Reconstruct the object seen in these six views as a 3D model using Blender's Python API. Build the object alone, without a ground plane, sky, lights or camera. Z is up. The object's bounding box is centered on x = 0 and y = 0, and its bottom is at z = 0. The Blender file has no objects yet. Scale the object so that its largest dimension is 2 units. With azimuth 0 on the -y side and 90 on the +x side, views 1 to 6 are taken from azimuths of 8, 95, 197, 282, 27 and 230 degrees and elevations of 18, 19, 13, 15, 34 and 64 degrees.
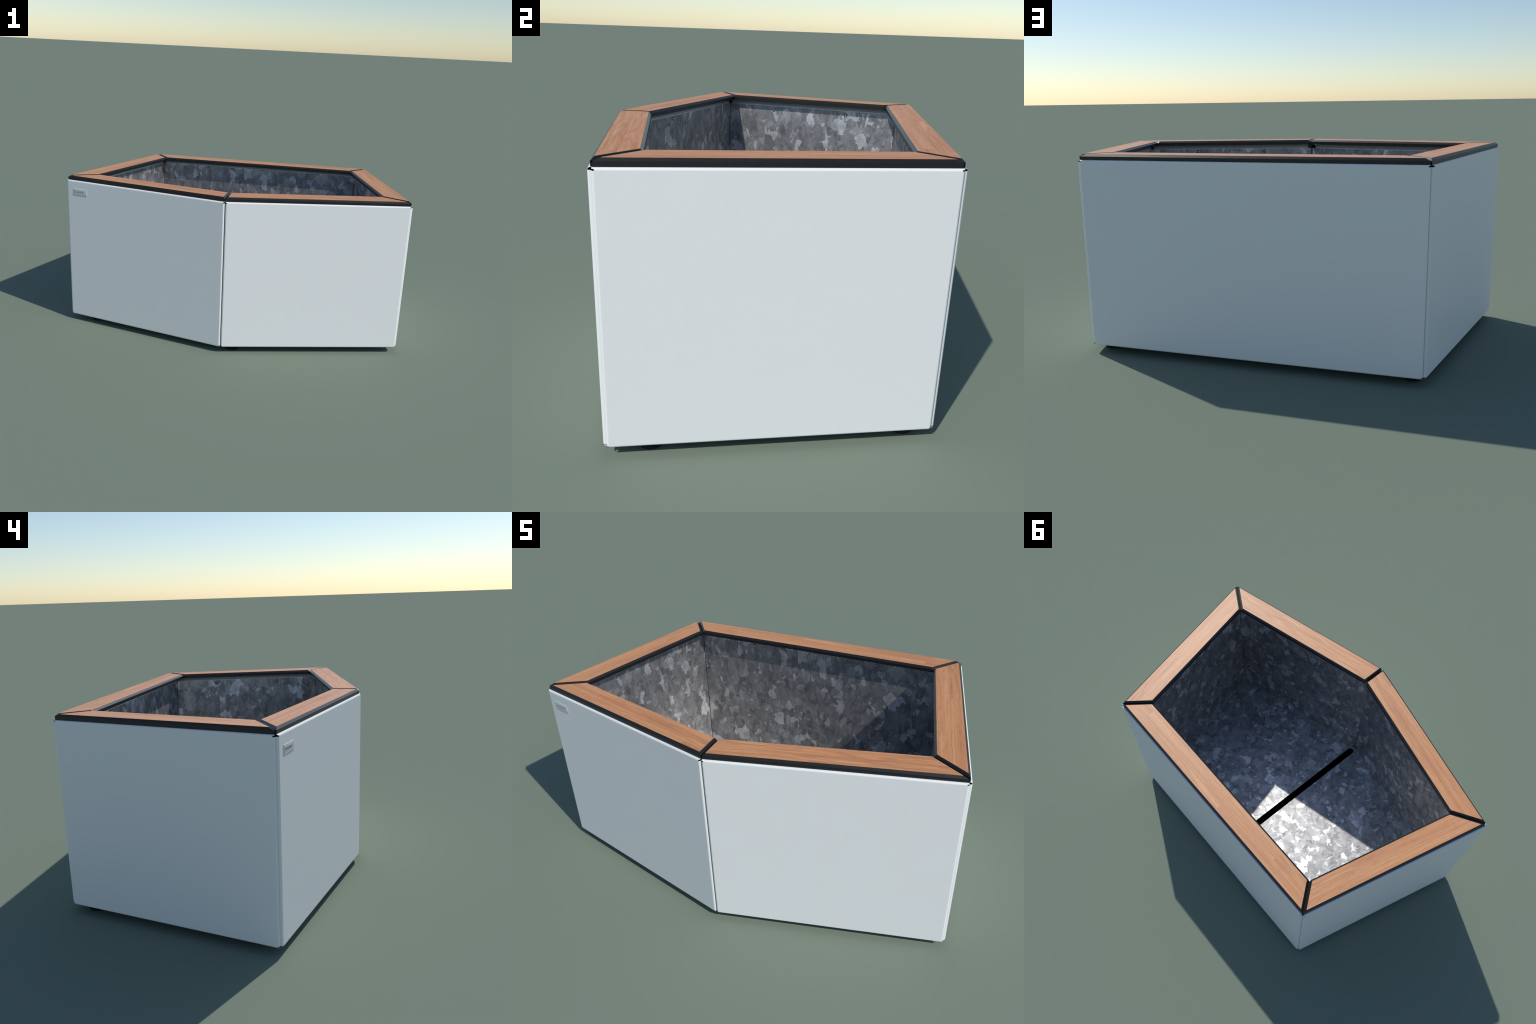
"""Five-sided raised planter: white folded-steel side panels, a black rim with
wooden seat boards, and a galvanised steel liner with a drain slot."""
import bpy, bmesh, math, random
from mathutils import Vector, Matrix

random.seed(7)

# ------------------------------------------------------------------ sizes (m)
RIM_TOP, RIM_SHOULDER, RIM_BOTTOM = 0.9068, 0.8980, 0.8830
RIM_WIDTH, RIM_CHAMFER, RIM_GAP = 0.1300, 0.0090, 0.0038
PANEL_TOP, PANEL_BOTTOM = 0.8824, 0.0356
PANEL_PROUD, PANEL_BEND, PANEL_GAP = 0.0089, 0.0080, 0.0021
LINER_INSET = (0.0890, 0.0890, 0.0860, 0.0750, 0.0860)   # per side, front to back
LINER_TOP, LINER_BEND, LINER_EDGE, LINER_LEAN = 0.8828, 0.0240, 0.0024, 0.0110
FLOOR_Z = 0.0820
SLOT_HALF_WIDTH, SLOT_FRONT, SLOT_BACK = 0.0205, -0.4830, 0.5160

# plan of the rim's outer edge, anticlockwise from above; symmetric about x = 0
APEX_Y, SLOPE, SIDE_X0, BACK_Y = -0.6200, 0.25, 0.9005, 0.6170
cx = (SIDE_X0 - SLOPE * APEX_Y) / (1 + SLOPE * SLOPE)
cy = APEX_Y + SLOPE * cx
dx = SIDE_X0 - SLOPE * BACK_Y
PLAN = [Vector((-cx, cy)), Vector((0, APEX_Y)), Vector((cx, cy)),
        Vector((dx, BACK_Y)), Vector((-dx, BACK_Y))]
SIDES = len(PLAN)


class Side:
    """One side of the plan: local x runs along it, local y points inwards."""
    def __init__(self, i):
        a, b = PLAN[i], PLAN[(i + 1) % SIDES]
        d = (b - a).normalized()
        self.index = i
        self.length = (b - a).length
        mid = (a + b) / 2
        inward = Vector((-d.y, d.x))
        self.matrix = Matrix(((d.x, inward.x, 0, mid.x), (d.y, inward.y, 0, mid.y),
                              (0, 0, 1, 0), (0, 0, 0, 1)))
        self.half_angle = []
        for k, other in ((i, PLAN[i - 1]), ((i + 1) % SIDES, PLAN[(i + 2) % SIDES])):
            corner = PLAN[k]
            u = (other - corner).normalized()
            v = (b - a).normalized() if k == i else (a - b).normalized()
            self.half_angle.append(math.acos(max(-1, min(1, u.dot(v)))) / 2)

    def end(self, which, y, gap):
        """x of the mitre at depth y, set back by gap; which 0 = start, 1 = end."""
        h = self.half_angle[which]
        x = self.length / 2 - y / math.tan(h) - gap / math.sin(h)
        return -x if which == 0 else x


# ------------------------------------------------------------------ materials
def new_material(name):
    m = bpy.data.materials.new(name)
    m.use_nodes = True
    nt = m.node_tree
    return m, nt, nt.nodes["Principled BSDF"]


def node(nt, kind, **values):
    n = nt.nodes.new(kind)
    for k, v in values.items():
        if k in n.inputs:
            n.inputs[k].default_value = v
        else:
            setattr(n, k, v)
    return n


def link(nt, a, b):
    nt.links.new(a, b)


def ramp(nt, fac, stops, interpolation="LINEAR"):
    r = nt.nodes.new("ShaderNodeValToRGB")
    r.color_ramp.interpolation = interpolation
    els = r.color_ramp.elements
    while len(els) < len(stops):
        els.new(0.5)
    for e, (p, c) in zip(els, stops):
        e.position = p
        e.color = c if len(c) == 4 else (*c, 1)
    link(nt, fac, r.inputs[0])
    return r.outputs[0]


def grey(v):
    return (v, v, v)


def mix_rgb(nt, blend, fac, a, b):
    n = nt.nodes.new("ShaderNodeMix")
    n.data_type = "RGBA"
    n.blend_type = blend
    for sock, v in ((n.inputs[0], fac), (n.inputs[6], a), (n.inputs[7], b)):
        if hasattr(v, "is_output"):
            link(nt, v, sock)
        else:
            sock.default_value = v if not isinstance(v, tuple) or len(v) == 4 else (*v, 1)
    return n.outputs[2]


def math_node(nt, op, a, b=0.5):
    n = nt.nodes.new("ShaderNodeMath")
    n.operation = op
    for sock, v in ((n.inputs[0], a), (n.inputs[1], b)):
        if hasattr(v, "is_output"):
            link(nt, v, sock)
        else:
            sock.default_value = v
    return n.outputs[0]


def object_coords(nt, scale=(1, 1, 1), vary=0.0):
    """Object coordinates, scaled; vary shifts each object's pattern."""
    tc = nt.nodes.new("ShaderNodeTexCoord")
    out = tc.outputs["Object"]
    if vary:
        info = nt.nodes.new("ShaderNodeObjectInfo")
        shift = node(nt, "ShaderNodeVectorMath", operation="SCALE")
        shift.inputs[0].default_value = (1.0, 0.0, 0.37)
        link(nt, math_node(nt, "MULTIPLY", info.outputs["Random"], vary), shift.inputs["Scale"])
        add = node(nt, "ShaderNodeVectorMath", operation="ADD")
        link(nt, out, add.inputs[0])
        link(nt, shift.outputs[0], add.inputs[1])
        out = add.outputs[0]
    mp = nt.nodes.new("ShaderNodeMapping")
    mp.inputs["Scale"].default_value = scale
    link(nt, out, mp.inputs["Vector"])
    return mp.outputs[0]


def noise(nt, vec, scale, detail=2.0, rough=0.5, distortion=0.0):
    n = node(nt, "ShaderNodeTexNoise", Scale=scale, Detail=detail, Roughness=rough,
             Distortion=distortion)
    link(nt, vec, n.inputs["Vector"])
    return n


def bump(nt, height, strength, distance, bsdf):
    b = node(nt, "ShaderNodeBump", Strength=strength, Distance=distance)
    link(nt, height, b.inputs["Height"])
    link(nt, b.outputs[0], bsdf.inputs["Normal"])


def white_coating(name="white_powder_coat", tone=1.0):
    m, nt, p = new_material(name)
    v = object_coords(nt)
    n = noise(nt, v, 5.0, 3.0)
    col = ramp(nt, n.outputs["Fac"], [(0.3, tuple(tone * c for c in (0.805, 0.812, 0.812))),
                                       (0.7, tuple(tone * c for c in (0.810, 0.816, 0.816)))])
    link(nt, col, p.inputs["Base Color"])
    p.inputs["Roughness"].default_value = 0.55
    p.inputs["Specular IOR Level"].default_value = 0.35
    return m


def black_metal():
    m, nt, p = new_material("black_satin_metal")
    n = noise(nt, object_coords(nt), 60.0, 3.0)
    col = ramp(nt, n.outputs["Fac"], [(0.3, grey(0.0105)), (0.7, grey(0.0135))])
    link(nt, col, p.inputs["Base Color"])
    p.inputs["Roughness"].default_value = 0.33
    return m


def black_void():
    m, nt, p = new_material("black_rubber")
    n = noise(nt, object_coords(nt), 90.0, 2.0)
    col = ramp(nt, n.outputs["Fac"], [(0.3, grey(0.008)), (0.7, grey(0.012))])
    link(nt, col, p.inputs["Base Color"])
    p.inputs["Roughness"].default_value = 0.7
    p.inputs["Specular IOR Level"].default_value = 0.2
    return m


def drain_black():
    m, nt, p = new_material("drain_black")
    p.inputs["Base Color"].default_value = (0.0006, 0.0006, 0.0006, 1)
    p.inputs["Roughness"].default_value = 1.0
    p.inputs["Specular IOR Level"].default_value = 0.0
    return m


def galvanised(name, flat_axes, gain=1.10, mottled=True):
    """Spangled zinc: warped crystal cells in a few greys, some much brighter."""
    m, nt, p = new_material(name)
    v = object_coords(nt, scale=flat_axes, vary=7.0)
    warp_n = noise(nt, v, 20.0, 3.0, 0.55)
    warp = node(nt, "ShaderNodeVectorMath", operation="MULTIPLY_ADD")
    link(nt, warp_n.outputs["Color"], warp.inputs[0])
    warp.inputs[1].default_value = (0.078, 0.078, 0.078)
    link(nt, v, warp.inputs[2])
    wv = warp.outputs[0]

    def cells(scale, stops):
        vo = node(nt, "ShaderNodeTexVoronoi", Scale=scale, Randomness=1.0)
        link(nt, wv, vo.inputs["Vector"])
        sep = nt.nodes.new("ShaderNodeSeparateColor")
        link(nt, vo.outputs["Color"], sep.inputs[0])
        return ramp(nt, sep.outputs[0], stops, "CONSTANT")

    g = gain
    big = cells(15.5, [(0.0, grey(0.28 * g)), (0.2, grey(0.37 * g)), (0.4, grey(0.31 * g)),
                       (0.58, grey(0.42 * g)), (0.74, grey(0.33 * g)), (0.905, grey(0.54 * g)),
                       (0.96, grey(0.76 * g))])
    mid = cells(30.0, [(0.0, grey(0.25 * g)), (0.18, grey(0.38 * g)), (0.34, grey(0.30 * g)),
                       (0.55, grey(0.45 * g)), (0.74, grey(0.33 * g)), (0.855, grey(0.56 * g)),
                       (0.912, grey(0.76 * g))])
    small = cells(58.0, [(0.0, grey(0.24 * g)), (0.3, grey(0.40 * g)), (0.6, grey(0.30 * g)),
                         (0.92, grey(0.52 * g)), (0.975, grey(0.72 * g))])
    col = mix_rgb(nt, "LIGHTEN", 1.0, mix_rgb(nt, "LIGHTEN", 1.0, big, mid), small)
    # rolled-steel streaks and a soft bloom over the crystals
    stretch = nt.nodes.new("ShaderNodeMapping")
    stretch.inputs["Scale"].default_value = (1.0, 1.0, 0.22)
    stretch.inputs["Rotation"].default_value = (0.0, 0.35, 0.0)
    link(nt, wv, stretch.inputs["Vector"])
    streak = noise(nt, stretch.outputs[0], 70.0, 4.0, 0.65)
    streaks = ramp(nt, streak.outputs["Fac"], [(0.30, grey(0.84)), (0.70, grey(1.13))])
    col = mix_rgb(nt, "MULTIPLY", 1.0, col, streaks)
    soft = noise(nt, wv, 22.0, 5.0, 0.62)
    tone = ramp(nt, soft.outputs["Fac"], [(0.32, grey(0.66)), (0.68, grey(1.18))])
    col = mix_rgb(nt, "MULTIPLY", 1.0, col, tone)
    if not mottled:
        col = mix_rgb(nt, "MIX", 0.85, col, grey(0.74))  # plain lip, its grey lightened to stand in for reflected sky
    fine = noise(nt, v, 240.0, 2.0, 0.6)
    speck = ramp(nt, fine.outputs["Fac"], [(0.3, grey(0.93)), (0.7, grey(1.06))])
    col = mix_rgb(nt, "MULTIPLY", 1.0, col, speck)
    col = mix_rgb(nt, "MULTIPLY", 1.0, col, (1.0, 1.0, 1.01))
    link(nt, col, p.inputs["Base Color"])
    p.inputs["Metallic"].default_value = 0.85 if mottled else 0.45
    p.inputs["Roughness"].default_value = 0.48
    return m


def bright_bolt():
    m, nt, p = new_material("zinc_bolt")
    n = noise(nt, object_coords(nt), 120.0, 2.0)
    col = ramp(nt, n.outputs["Fac"], [(0.3, grey(0.36)), (0.7, grey(0.46))])
    link(nt, col, p.inputs["Base Color"])
    p.inputs["Metallic"].default_value = 1.0
    p.inputs["Roughness"].default_value = 0.34
    return m


def oiled_wood():
    """Glued staves: straight fine grain, some staves with flamed figure."""
    m, nt, p = new_material("oiled_hardwood")
    v = object_coords(nt, vary=9.0)
    # stave tint: long bricks with no mortar
    brick = node(nt, "ShaderNodeTexBrick", Scale=1.0)
    brick.offset = 0.37
    brick.offset_frequency = 2
    brick.inputs["Color1"].default_value = (0, 0, 0, 1)
    brick.inputs["Color2"].default_value = (1, 1, 1, 1)
    brick.inputs["Mortar"].default_value = (0.5, 0.5, 0.5, 1)
    brick.inputs["Mortar Size"].default_value = 0.0
    brick.inputs["Brick Width"].default_value = 1.05
    brick.inputs["Row Height"].default_value = 0.062
    link(nt, v, brick.inputs["Vector"])
    stave = nt.nodes.new("ShaderNodeRGBToBW")
    link(nt, brick.outputs["Color"], stave.inputs[0])
    stave = stave.outputs[0]
    # per-stave shift of the grain so that neighbours do not run on
    shift = nt.nodes.new("ShaderNodeCombineXYZ")
    link(nt, math_node(nt, "MULTIPLY", stave, 11.0), shift.inputs[0])
    link(nt, math_node(nt, "MULTIPLY", stave, 3.0), shift.inputs[2])
    sv = node(nt, "ShaderNodeVectorMath", operation="ADD")
    link(nt, v, sv.inputs[0])
    link(nt, shift.outputs[0], sv.inputs[1])

    def stretched(scale):
        mp = nt.nodes.new("ShaderNodeMapping")
        mp.inputs["Scale"].default_value = scale
        link(nt, sv.outputs[0], mp.inputs["Vector"])
        return mp.outputs[0]

    # flamed figure: contour bands of a long smooth noise
    swell = noise(nt, stretched((1.7, 19.0, 6.0)), 1.0, 2.0, 0.45)
    bands = math_node(nt, "SINE", math_node(nt, "MULTIPLY", swell.outputs["Fac"], 38.0))
    bands = math_node(nt, "MULTIPLY_ADD", bands, 0.5)
    broad = noise(nt, stretched((1.1, 40.0, 8.0)), 1.0, 3.0, 0.55)
    streak = noise(nt, stretched((2.2, 250.0, 20.0)), 1.0, 3.0, 0.6)
    pores = noise(nt, stretched((22.0, 620.0, 60.0)), 1.0, 2.0, 0.5)

    base = ramp(nt, broad.outputs["Fac"], [(0.28, (0.540, 0.230, 0.096)),
                                           (0.48, (0.625, 0.295, 0.130)),
                                           (0.72, (0.690, 0.360, 0.172))])
    tint = ramp(nt, stave, [(0.0, (0.97, 0.94, 0.91)), (0.5, (1.0, 0.985, 0.96)),
                            (1.0, (1.03, 1.035, 1.02))])
    col = mix_rgb(nt, "MULTIPLY", 1.0, base, tint)
    figure = ramp(nt, bands, [(0.0, (0.85, 0.79, 0.74)), (1.0, (1.04, 1.05, 1.05))])
    flame_amount = ramp(nt, stave, [(0.20, grey(0.85)), (0.55, grey(0.10))])
    col = mix_rgb(nt, "MULTIPLY", flame_amount, col, figure)
    lines = ramp(nt, streak.outputs["Fac"], [(0.30, (0.82, 0.78, 0.74)), (0.62, (1.05, 1.05, 1.05))])
    col = mix_rgb(nt, "MULTIPLY", 1.0, col, lines)
    pits = ramp(nt, pores.outputs["Fac"], [(0.32, (0.72, 0.67, 0.62)), (0.44, (1, 1, 1))])
    col = mix_rgb(nt, "MULTIPLY", 1.0, col, pits)
    link(nt, col, p.inputs["Base Color"])
    p.inputs["Roughness"].default_value = 0.50
    p.inputs["Specular IOR Level"].default_value = 0.72
    bump(nt, streak.outputs["Fac"], 0.08, 0.001, p)
    return m


# ------------------------------------------------------------------ mesh help
def make_object(name, bm, material, parent=None, matrix=None, smooth_angle=None):
    me = bpy.data.meshes.new(name)
    bm.normal_update()
    bm.to_mesh(me)
    bm.free()
    for mat in (material if isinstance(material, tuple) else (material,)):
        me.materials.append(mat)
    if smooth_angle is not None:
        for poly in me.polygons:
            poly.use_smooth = True
        me.set_sharp_from_angle(angle=math.radians(smooth_angle))
    ob = bpy.data.objects.new(name, me)
    bpy.context.collection.objects.link(ob)
    if parent is not None:
        ob.parent = parent
    if matrix is not None:
        ob.matrix_local = matrix
    return ob


def add_modifier(ob, kind, **props):
    mod = ob.modifiers.new(kind.lower(), kind)
    for k, v in props.items():
        setattr(mod, k, v)
    return mod


def prism(bm, lower, upper, z0, z1):
    """Closed solid between two rings of plan points of equal count."""
    lo = [bm.verts.new((x, y, z0)) for x, y in lower]
    hi = [bm.verts.new((x, y, z1)) for x, y in upper]
    n = len(lo)
    walls = [bm.faces.new((lo[k], lo[(k + 1) % n], hi[(k + 1) % n], hi[k])) for k in range(n)]
    return lo, hi, walls


def folded_sheet(x_start, x_end, z_low, z_high, bend_x, bend_z, lip_side, lip_low, lip_high,
                 mitre, facing, notch=(0.0, 0.0), reach=0.0, reach_from=1.01,
                 lean=None, segments=10):
    """Sheet in the plane y = 0 with all four edges folded back by 90 degrees.
    The corners are cut out, as in real folded sheet: the upper and lower folds
    stop short by notch, and from the share reach_from of the fold's depth the
    lips reach back out sideways.
    Back is +y times facing; mitre gives the plan slope of the lips at the ends.
    Faces of the upper and lower folds get material slot 1."""
    bm = bmesh.new()

    def fold(limit, sign, bend, lip, step=False):
        pts = []
        for k in range(segments + 1):
            a = math.pi / 2 * k / segments
            pts.append((limit - sign * bend + sign * bend * math.sin(a), bend - bend * math.cos(a)))
        if step:
            pts.append((limit, bend + 0.0006))
        pts.append((limit, bend + lip))
        return pts

    left, right = fold(x_start, -1, bend_x, lip_side), fold(x_end, 1, bend_x, lip_side)
    low, high = fold(z_low, -1, bend_z, lip_low, True), fold(z_high, 1, bend_z, lip_high, True)
    if lean is not None:        # the upper edge slopes back before it turns over
        high = [(z_high - bend_z, 0), (z_high - bend_z * 0.92, lean * 0.02),
                (z_high - bend_z * 0.80, lean * 0.13), (z_high - 0.001, lean * 0.96),
                (z_high, lean + 0.001), (z_high, lean + lip_high)]
    x0, x1, z0, z1 = left[0][0], right[0][0], low[0][0], high[0][0]

    def face(corners, slot=0):
        f = bm.faces.new(corners if facing > 0 else tuple(reversed(corners)))
        f.material_index = slot

    c00, c10, c11, c01 = (bm.verts.new((x, 0, z)) for x, z in
                          ((x0, z0), (x1, z0), (x1, z1), (x0, z1)))
    shoulders = {}
    for key, x, z in (("low0", x0 + notch[0], z0), ("low1", x1 - notch[1], z0),
                      ("high0", x0 + notch[0], z1), ("high1", x1 - notch[1], z1)):
        near = {"low0": c00, "low1": c10, "high0": c01, "high1": c11}[key]
        shoulders[key] = bm.verts.new((x, 0, z)) if max(notch) else near
    if max(notch):
        face((c00, shoulders["low0"], shoulders["high0"], c01))
        face((shoulders["low0"], shoulders["low1"], shoulders["high1"], shoulders["high0"]))
        face((shoulders["low1"], c10, c11, shoulders["high1"]))
    else:
        face((c00, c10, c11, c01))

    def strip(a, b, place_a, place_b, profile, slot):
        pa, pb = a, b
        for p in profile[1:]:
            na, nb = bm.verts.new(place_a(p)), bm.verts.new(place_b(p))
            face((pa, na, nb, pb), slot)
            pa, pb = na, nb

    def at(z):
        return lambda p: (p[0], facing * p[1], z)

    def lip(x_edge, sign, slope):
        def place(p):
            past = p[1] - bend_z
            cut = notch[1] if sign > 0 else notch[0]
            x = x_edge - sign * cut
            if p[1] > bend_z * reach_from:
                x += sign * (cut + reach)
            if past > 0 and lean is None:
                x -= sign * past * slope
            return (x, facing * p[1], p[0])
        return place

    strip(c10, c11, at(z0), at(z1), right, 0)
    strip(c01, c00, at(z1), at(z0), left, 0)
    strip(shoulders["high1"], shoulders["high0"], lip(x1, 1, mitre[1]), lip(x0, -1, mitre[0]), high, 1)
    strip(shoulders["low0"], shoulders["low1"], lip(x0, -1, mitre[0]), lip(x1, 1, mitre[1]), low, 1)
    return bm


# ------------------------------------------------------------------ build
WHITE, BLACK, RUBBER = white_coating(), black_metal(), black_void()
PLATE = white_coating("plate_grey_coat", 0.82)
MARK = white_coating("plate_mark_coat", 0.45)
DRAIN, WOOD, BOLT = drain_black(), oiled_wood(), bright_bolt()
ZINC_WALL = galvanised("galvanised_wall", (1.0, 1.0, 0.72))
ZINC_LIP = galvanised("galvanised_lip", (1.0, 1.0, 0.72), mottled=False)
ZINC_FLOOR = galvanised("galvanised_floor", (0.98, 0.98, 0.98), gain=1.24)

planter = bpy.data.objects.new("garden_planter", None)
bpy.context.collection.objects.link(planter)
planter["label"] = "five-sided white steel planter with wooden rim and galvanised liner"
planter["category"] = "garden planter"

sides = [Side(i) for i in range(SIDES)]


def side_panel(s):
    xs = [s.end(k, PANEL_BEND - PANEL_PROUD, PANEL_GAP) for k in (0, 1)]
    bm = folded_sheet(xs[0], xs[1], PANEL_BOTTOM, PANEL_TOP, PANEL_BEND, PANEL_BEND,
                      0.003, 0.030, 0.045, [1 / math.tan(h) for h in s.half_angle], 1,
                      reach=PANEL_BEND * 0.8, reach_from=0.22)
    ob = make_object("side_panel", bm, (WHITE, WHITE), planter,
                     s.matrix @ Matrix.Translation((0, -PANEL_PROUD, 0)), 50)
    add_modifier(ob, "SOLIDIFY", thickness=0.0012, offset=-1.0)
    add_modifier(ob, "WEIGHTED_NORMAL", keep_sharp=True, weight=100)
    return ob


def ring(s, y0, y1, gap):
    return [(s.end(0, y0, gap), y0), (s.end(1, y0, gap), y0),
            (s.end(1, y1, gap), y1), (s.end(0, y1, gap), y1)]


def rim_section(s):
    c = RIM_CHAMFER
    outer = ring(s, 0, RIM_WIDTH, RIM_GAP)
    inner = ring(s, c, RIM_WIDTH - c, RIM_GAP + c)
    bm = bmesh.new()
    lo, mid, _ = prism(bm, outer, outer, RIM_BOTTOM, RIM_SHOULDER)
    hi = [bm.verts.new((x, y, RIM_TOP - 0.0007)) for x, y in inner]
    for k in range(4):
        bm.faces.new((mid[k], mid[(k + 1) % 4], hi[(k + 1) % 4], hi[k]))
    bm.faces.new(hi)
    bm.faces.new(list(reversed(lo)))
    arrises = [e for e in bm.edges
               if {e.verts[0] in lo, e.verts[1] in lo} != {True}
               and abs(e.verts[0].co.z - e.verts[1].co.z) > 0.004]
    bmesh.ops.bevel(bm, geom=arrises, offset=0.0012, segments=1, affect="EDGES", profile=0.5)
    frame = make_object("rim_section", bm, BLACK, planter, s.matrix)

    bm = bmesh.new()
    board = ring(s, c + 0.0002, RIM_WIDTH - c - 0.0002, RIM_GAP + c + 0.0002)
    lo, hi, _ = prism(bm, board, board, RIM_TOP - 0.006, RIM_TOP)
    bm.faces.new(hi)
    bm.faces.new(list(reversed(lo)))
    posts = [e for e in bm.edges if abs(e.verts[0].co.z - e.verts[1].co.z) > 0.003]
    bmesh.ops.bevel(bm, geom=posts, offset=0.0022, segments=3, affect="EDGES", profile=0.5)
    make_object("seat_board", bm, WOOD, frame, Matrix.Identity(4), 30)
    return frame


def liner_end(s, which, y, gap):
    """Where this liner wall meets its neighbour, whose inset may differ."""
    j = (s.index - 1) % SIDES if which == 0 else (s.index + 1) % SIDES
    extra = LINER_INSET[j] - y
    h = s.half_angle[which]
    x = s.length / 2 - y / math.tan(h) - extra / math.sin(2 * h) - gap
    return -x if which == 0 else x


def liner_wall(s, bolt_mesh):
    inset = LINER_INSET[s.index]
    open_seam = [(s.index + k) % SIDES == 1 for k in (0, 1)]      # only the apex seam gapes
    xs = [liner_end(s, k, inset, 0.0020 if open_seam[k] else 0.0003) for k in (0, 1)]
    bm = folded_sheet(xs[0], xs[1], FLOOR_Z - 0.020, LINER_TOP, LINER_EDGE, LINER_BEND,
                      0.002, 0.002, 0.020, [-1 / math.tan(h) for h in s.half_angle], -1,
                      notch=tuple(0.018 if o else 0.009 for o in open_seam), lean=LINER_LEAN)
    ob = make_object("liner_wall", bm, (ZINC_WALL, ZINC_LIP), planter,
                     s.matrix @ Matrix.Translation((0, inset, 0)), 50)
    add_modifier(ob, "SOLIDIFY", thickness=0.0012, offset=-1.0)
    add_modifier(ob, "WEIGHTED_NORMAL", keep_sharp=True, weight=100)
    reach = 0.35 if s.length > 1.2 else 0.190
    for sign in (-1, 1):
        b = bpy.data.objects.new("bolt", bolt_mesh)
        bpy.context.collection.objects.link(b)
        b.parent = ob
        b.matrix_local = Matrix.Translation(((xs[0] + xs[1]) / 2 + sign * reach, 0.0,
                                              0.8400 if s.index in (2, 4) else 0.8455))
    return ob


def bolt_head():
    """Low domed head on a thin washer flange, axis along +y."""
    bm = bmesh.new()
    profile = [(0.0090, 0.0), (0.0090, 0.0012), (0.0078, 0.0018), (0.0070, 0.0036),
               (0.0050, 0.0056), (0.0026, 0.0066)]
    n = 24
    rings = [[bm.verts.new((r * math.cos(2 * math.pi * k / n), y, r * math.sin(2 * math.pi * k / n)))
              for k in range(n)] for r, y in profile]
    for a, b in zip(rings, rings[1:]):
        for k in range(n):
            bm.faces.new((a[k], b[k], b[(k + 1) % n], a[(k + 1) % n]))
    top = bm.verts.new((0, 0.0069, 0))
    for k in range(n):
        bm.faces.new((rings[-1][k], top, rings[-1][(k + 1) % n]))
    bmesh.ops.recalc_face_normals(bm, faces=bm.faces)
    me = bpy.data.meshes.new("bolt")
    bm.to_mesh(me)
    bm.free()
    me.materials.append(BOLT)
    for poly in me.polygons:
        poly.use_smooth = True
    return me


def name_plate(panel, s):
    """Small raised plate: sloping edges, a groove round the field, made-up strokes in place of lettering."""
    w, h, rise, slope, sunk = 0.0985, 0.0430, 0.0023, 0.0056, 0.0016
    bm = bmesh.new()

    def loop(inset, y):
        return [bm.verts.new((sx * (w / 2 - inset), -y, sz * (h / 2 - inset)))
                for sx, sz in ((-1, -1), (1, -1), (1, 1), (-1, 1))]

    loops = [loop(0, 0), loop(slope, rise), loop(slope + 0.0012, rise),
             loop(slope + 0.0018, rise - sunk), loop(slope + 0.0034, rise - sunk),
             loop(slope + 0.0042, rise)]
    for a, b in zip(loops, loops[1:]):
        for k in range(4):
            bm.faces.new((a[k], a[(k + 1) % 4], b[(k + 1) % 4], b[k]))
    bm.faces.new(loops[-1])
    x_mid = s.end(0, -PANEL_PROUD, 0) + 0.1015
    plate = make_object("name_plate", bm, PLATE, panel, Matrix.Translation((x_mid, 0.0002, 0.8165)), 20)
    add_modifier(plate, "BEVEL", width=0.0003, segments=1, limit_method="ANGLE")

    bm = bmesh.new()

    def stroke(x, z, sw, sh):
        mat = Matrix.Translation((x, -rise - 0.0002, z)) @ Matrix.Diagonal((sw, 0.0016, sh, 1))
        bmesh.ops.create_cube(bm, size=1.0, matrix=mat)

    rng = random.Random(3)
    x = -0.0220
    for letter in range(7):
        tall = 0.0090
        stroke(x, 0.002, 0.0017, tall)
        stroke(x + 0.0024, 0.002 + rng.choice((-1, 0, 1)) * tall * 0.4, 0.0032, 0.0017)
        if letter % 2:
            stroke(x + 0.0044, 0.002, 0.0015, tall * rng.choice((0.6, 1.0)))
        x += 0.0078
    mark = bmesh.ops.create_cone(bm, cap_ends=True, segments=16, radius1=0.0060, radius2=0.0048,
                                 depth=0.0016, matrix=Matrix.Translation((-0.0310, -rise - 0.0002, 0.002))
                                 @ Matrix.Rotation(math.radians(90), 4, "X"))
    relief = make_object("plate_relief", bm, MARK, plate, Matrix.Identity(4), 20)
    relief["kind"] = "stuff"
    return plate


def plan_ring(insets):
    """Corners of the plan drawn in by a different inset on each side."""
    lines = []
    for s, inset in zip(sides, insets):
        p = s.matrix @ Vector((0, inset, 0))
        d = s.matrix.to_3x3() @ Vector((1, 0, 0))
        lines.append((p, d))
    pts = []
    for i in range(SIDES):
        (p, d), (q, e) = lines[i - 1], lines[i]
        t = ((q.x - p.x) * e.y - (q.y - p.y) * e.x) / (d.x * e.y - d.y * e.x)
        pts.append((p.x + d.x * t, p.y + d.y * t))
    return pts


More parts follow.
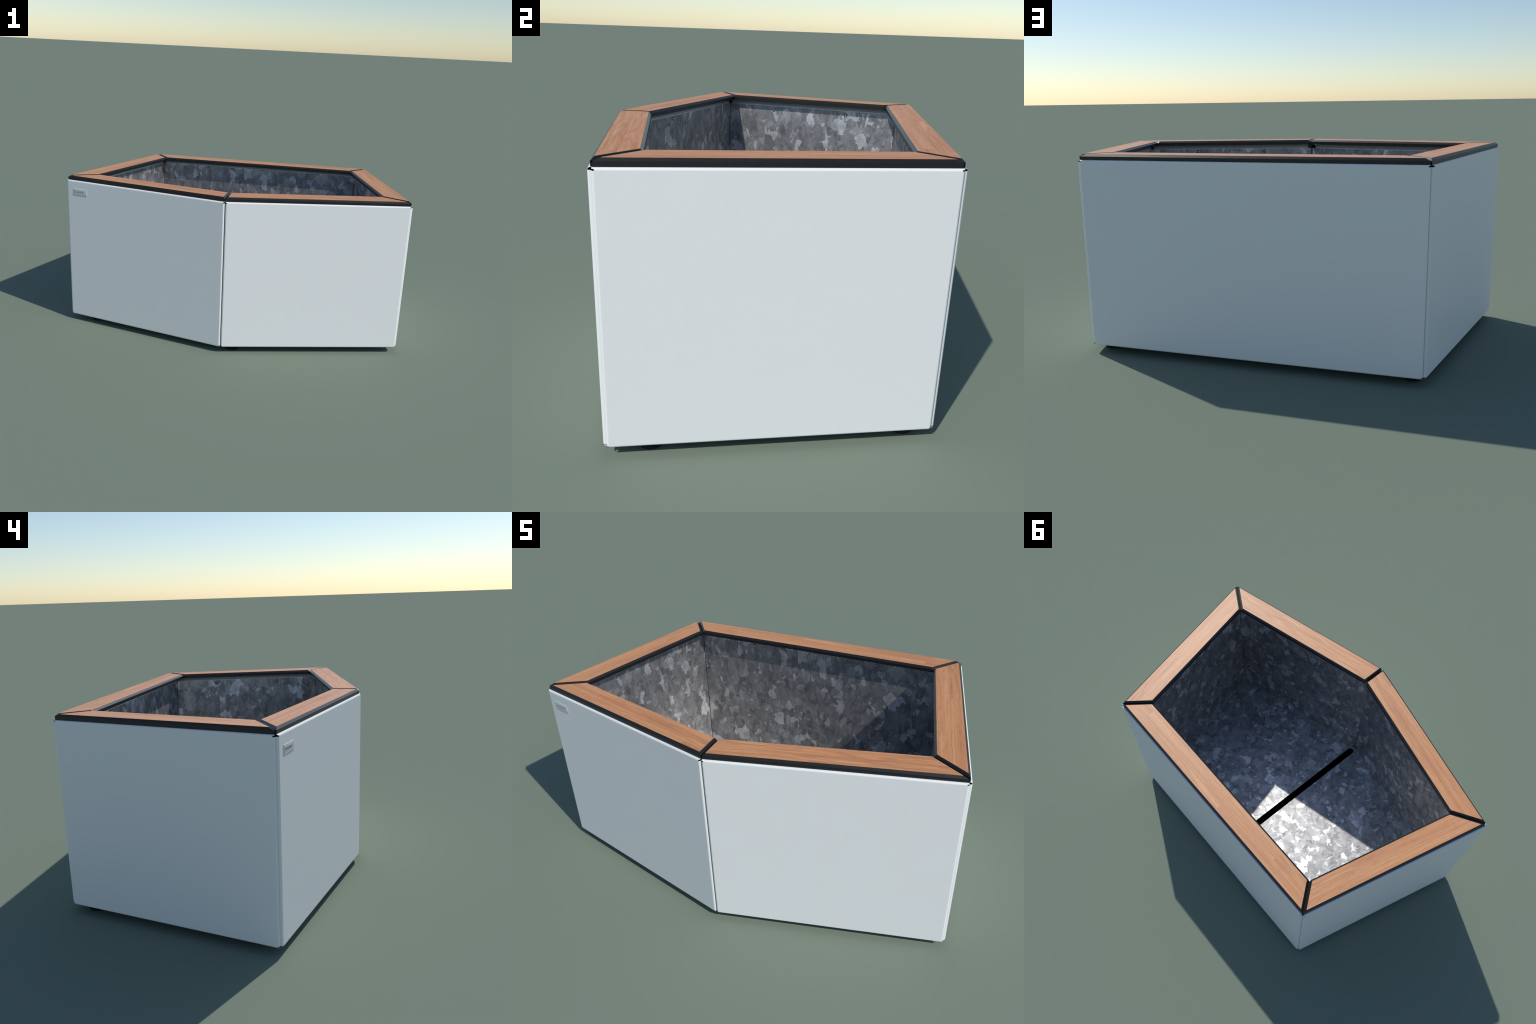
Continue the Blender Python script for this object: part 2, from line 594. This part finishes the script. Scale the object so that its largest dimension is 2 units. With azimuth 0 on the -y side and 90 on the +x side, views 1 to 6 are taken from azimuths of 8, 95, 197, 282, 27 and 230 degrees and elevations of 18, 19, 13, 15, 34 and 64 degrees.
def liner_corner_posts():
    """Folded backing strips that close the liner behind the corner seams."""
    back = plan_ring([v - 0.0044 for v in LINER_INSET])
    behind = plan_ring([v - 0.0062 for v in LINER_INSET])
    for i in range(SIDES):
        here, prev, nxt = Vector(back[i]), Vector(back[i - 1]), Vector(back[(i + 1) % SIDES])
        a = here + (prev - here).normalized() * 0.020
        b = here + (nxt - here).normalized() * 0.020
        out = Vector(behind[i]) - here
        ring_pts = [a, here, b, b + out, here + out, a + out]
        bm = bmesh.new()
        lo, hi, _ = prism(bm, ring_pts, ring_pts, FLOOR_Z - 0.015,
                          LINER_TOP - (0.060 if i == 1 else 0.025))
        bm.faces.new(hi)
        bm.faces.new(list(reversed(lo)))
        bmesh.ops.recalc_face_normals(bm, faces=bm.faces)
        make_object("liner_corner_post", bm, ZINC_WALL, planter, Matrix.Identity(4))


def panel_seam_blackouts():
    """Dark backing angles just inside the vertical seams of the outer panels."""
    face = plan_ring([PANEL_BEND + 0.0030] * SIDES)
    back = plan_ring([PANEL_BEND + 0.0045] * SIDES)
    for i in range(SIDES):
        here, prev, nxt = Vector(face[i]), Vector(face[i - 1]), Vector(face[(i + 1) % SIDES])
        a = here + (prev - here).normalized() * 0.022
        b = here + (nxt - here).normalized() * 0.022
        off = Vector(back[i]) - here
        ring_pts = [a, here, b, b + off, here + off, a + off]
        bm = bmesh.new()
        lo, hi, _ = prism(bm, ring_pts, ring_pts, PANEL_BOTTOM + 0.010, PANEL_TOP - 0.012)
        bm.faces.new(hi)
        bm.faces.new(list(reversed(lo)))
        bmesh.ops.recalc_face_normals(bm, faces=bm.faces)
        make_object("seam_blackout", bm, RUBBER, planter, Matrix.Identity(4))


def rim_gap_fillers():
    """Added black fillers that block bright slits in the mitre gaps, below the shoulder."""
    outer = plan_ring([0.0050] * SIDES)
    inner = plan_ring([RIM_WIDTH - 0.0012] * SIDES)
    for i, (o, n) in enumerate(zip(outer, inner)):
        if i == 1:              # the apex joint is open
            continue
        o, n = Vector(o), Vector(n)
        side = (n - o).normalized()
        side = Vector((-side.y, side.x)) * (RIM_GAP + 0.0015)
        ring_pts = [o - side, n - side, n + side, o + side]
        bm = bmesh.new()
        lo, hi, _ = prism(bm, ring_pts, ring_pts, RIM_BOTTOM + 0.0005, RIM_SHOULDER - 0.0045)
        bm.faces.new(hi)
        bm.faces.new(list(reversed(lo)))
        bmesh.ops.recalc_face_normals(bm, faces=bm.faces)
        make_object("rim_gap_filler", bm, RUBBER, planter, Matrix.Identity(4))


def slot_outline(half, y0, y1, n=14):
    pts = []
    for k in range(n + 1):
        a = math.pi + math.pi * k / n
        pts.append((half * math.cos(a), y0 + half * math.sin(a)))
    for k in range(n + 1):
        a = math.pi * k / n
        pts.append((half * math.cos(a), y1 + half * math.sin(a)))
    return pts


def liner_floor():
    bm = bmesh.new()
    outer = [bm.verts.new((x, y, FLOOR_Z)) for x, y in plan_ring([v + 0.0004 for v in LINER_INSET])]
    slot = slot_outline(SLOT_HALF_WIDTH, SLOT_FRONT, SLOT_BACK)
    inner = [bm.verts.new((x, y, FLOOR_Z)) for x, y in slot]
    edges = []
    for loop in (outer, inner):
        for k in range(len(loop)):
            edges.append(bm.edges.new((loop[k], loop[(k + 1) % len(loop)])))
    bmesh.ops.triangle_fill(bm, edges=edges, use_beauty=True, use_dissolve=False)
    for f in bm.faces:
        f.normal_update()
        if f.normal.z < 0:
            f.normal_flip()
    ob = make_object("liner_floor", bm, ZINC_FLOOR, planter, Matrix.Identity(4))
    add_modifier(ob, "SOLIDIFY", thickness=0.0015, offset=-1.0)

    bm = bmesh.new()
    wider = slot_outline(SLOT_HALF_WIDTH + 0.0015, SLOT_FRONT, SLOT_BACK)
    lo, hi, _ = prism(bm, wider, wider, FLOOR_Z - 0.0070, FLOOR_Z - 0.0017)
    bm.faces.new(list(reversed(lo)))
    make_object("drain_black_strip", bm, DRAIN, ob, Matrix.Identity(4))  # shallow black strip standing in for the dark depth under the slot
    return ob


def underside():
    bm = bmesh.new()
    pts = plan_ring([0.006] * SIDES)
    lo, hi, _ = prism(bm, pts, pts, PANEL_BOTTOM + 0.003, PANEL_BOTTOM + 0.006)
    bm.faces.new(hi)
    bm.faces.new(list(reversed(lo)))
    return make_object("base_plate", bm, RUBBER, planter, Matrix.Identity(4))


def foot_mesh():
    bm = bmesh.new()
    profile = [(0.0372, 0.0), (0.0380, 0.0008), (0.0375, 0.0080), (0.0330, 0.0125),
               (0.0240, 0.0150), (0.0130, 0.0160), (0.0130, PANEL_BOTTOM + 0.0035)]
    n = 32
    rings = [[bm.verts.new((r * math.cos(2 * math.pi * k / n), r * math.sin(2 * math.pi * k / n), z))
              for k in range(n)] for r, z in profile]
    for a, b in zip(rings, rings[1:]):
        for k in range(n):
            bm.faces.new((a[k], a[(k + 1) % n], b[(k + 1) % n], b[k]))
    bm.faces.new(list(reversed(rings[0])))
    bm.faces.new(rings[-1])
    me = bpy.data.meshes.new("foot")
    bm.to_mesh(me)
    bm.free()
    me.materials.append(RUBBER)
    for poly in me.polygons:
        poly.use_smooth = True
    me.set_sharp_from_angle(angle=math.radians(40))
    return me


bolt_me, foot_me = bolt_head(), foot_mesh()
for i, s in enumerate(sides):
    panel = side_panel(s)
    if i == 0:
        name_plate(panel, s)
    rim_section(s)
    liner_wall(s, bolt_me)
liner_floor()
liner_corner_posts()
rim_gap_fillers()
panel_seam_blackouts()
underside()
for x, y in ((-0.841, -0.336), (0.055, -0.540), (0.902, -0.262), (0.700, 0.528), (-0.700, 0.530)):
    f = bpy.data.objects.new("foot", foot_me)
    bpy.context.collection.objects.link(f)
    f.parent = planter
    f.matrix_local = Matrix.Translation((x, y, 0))
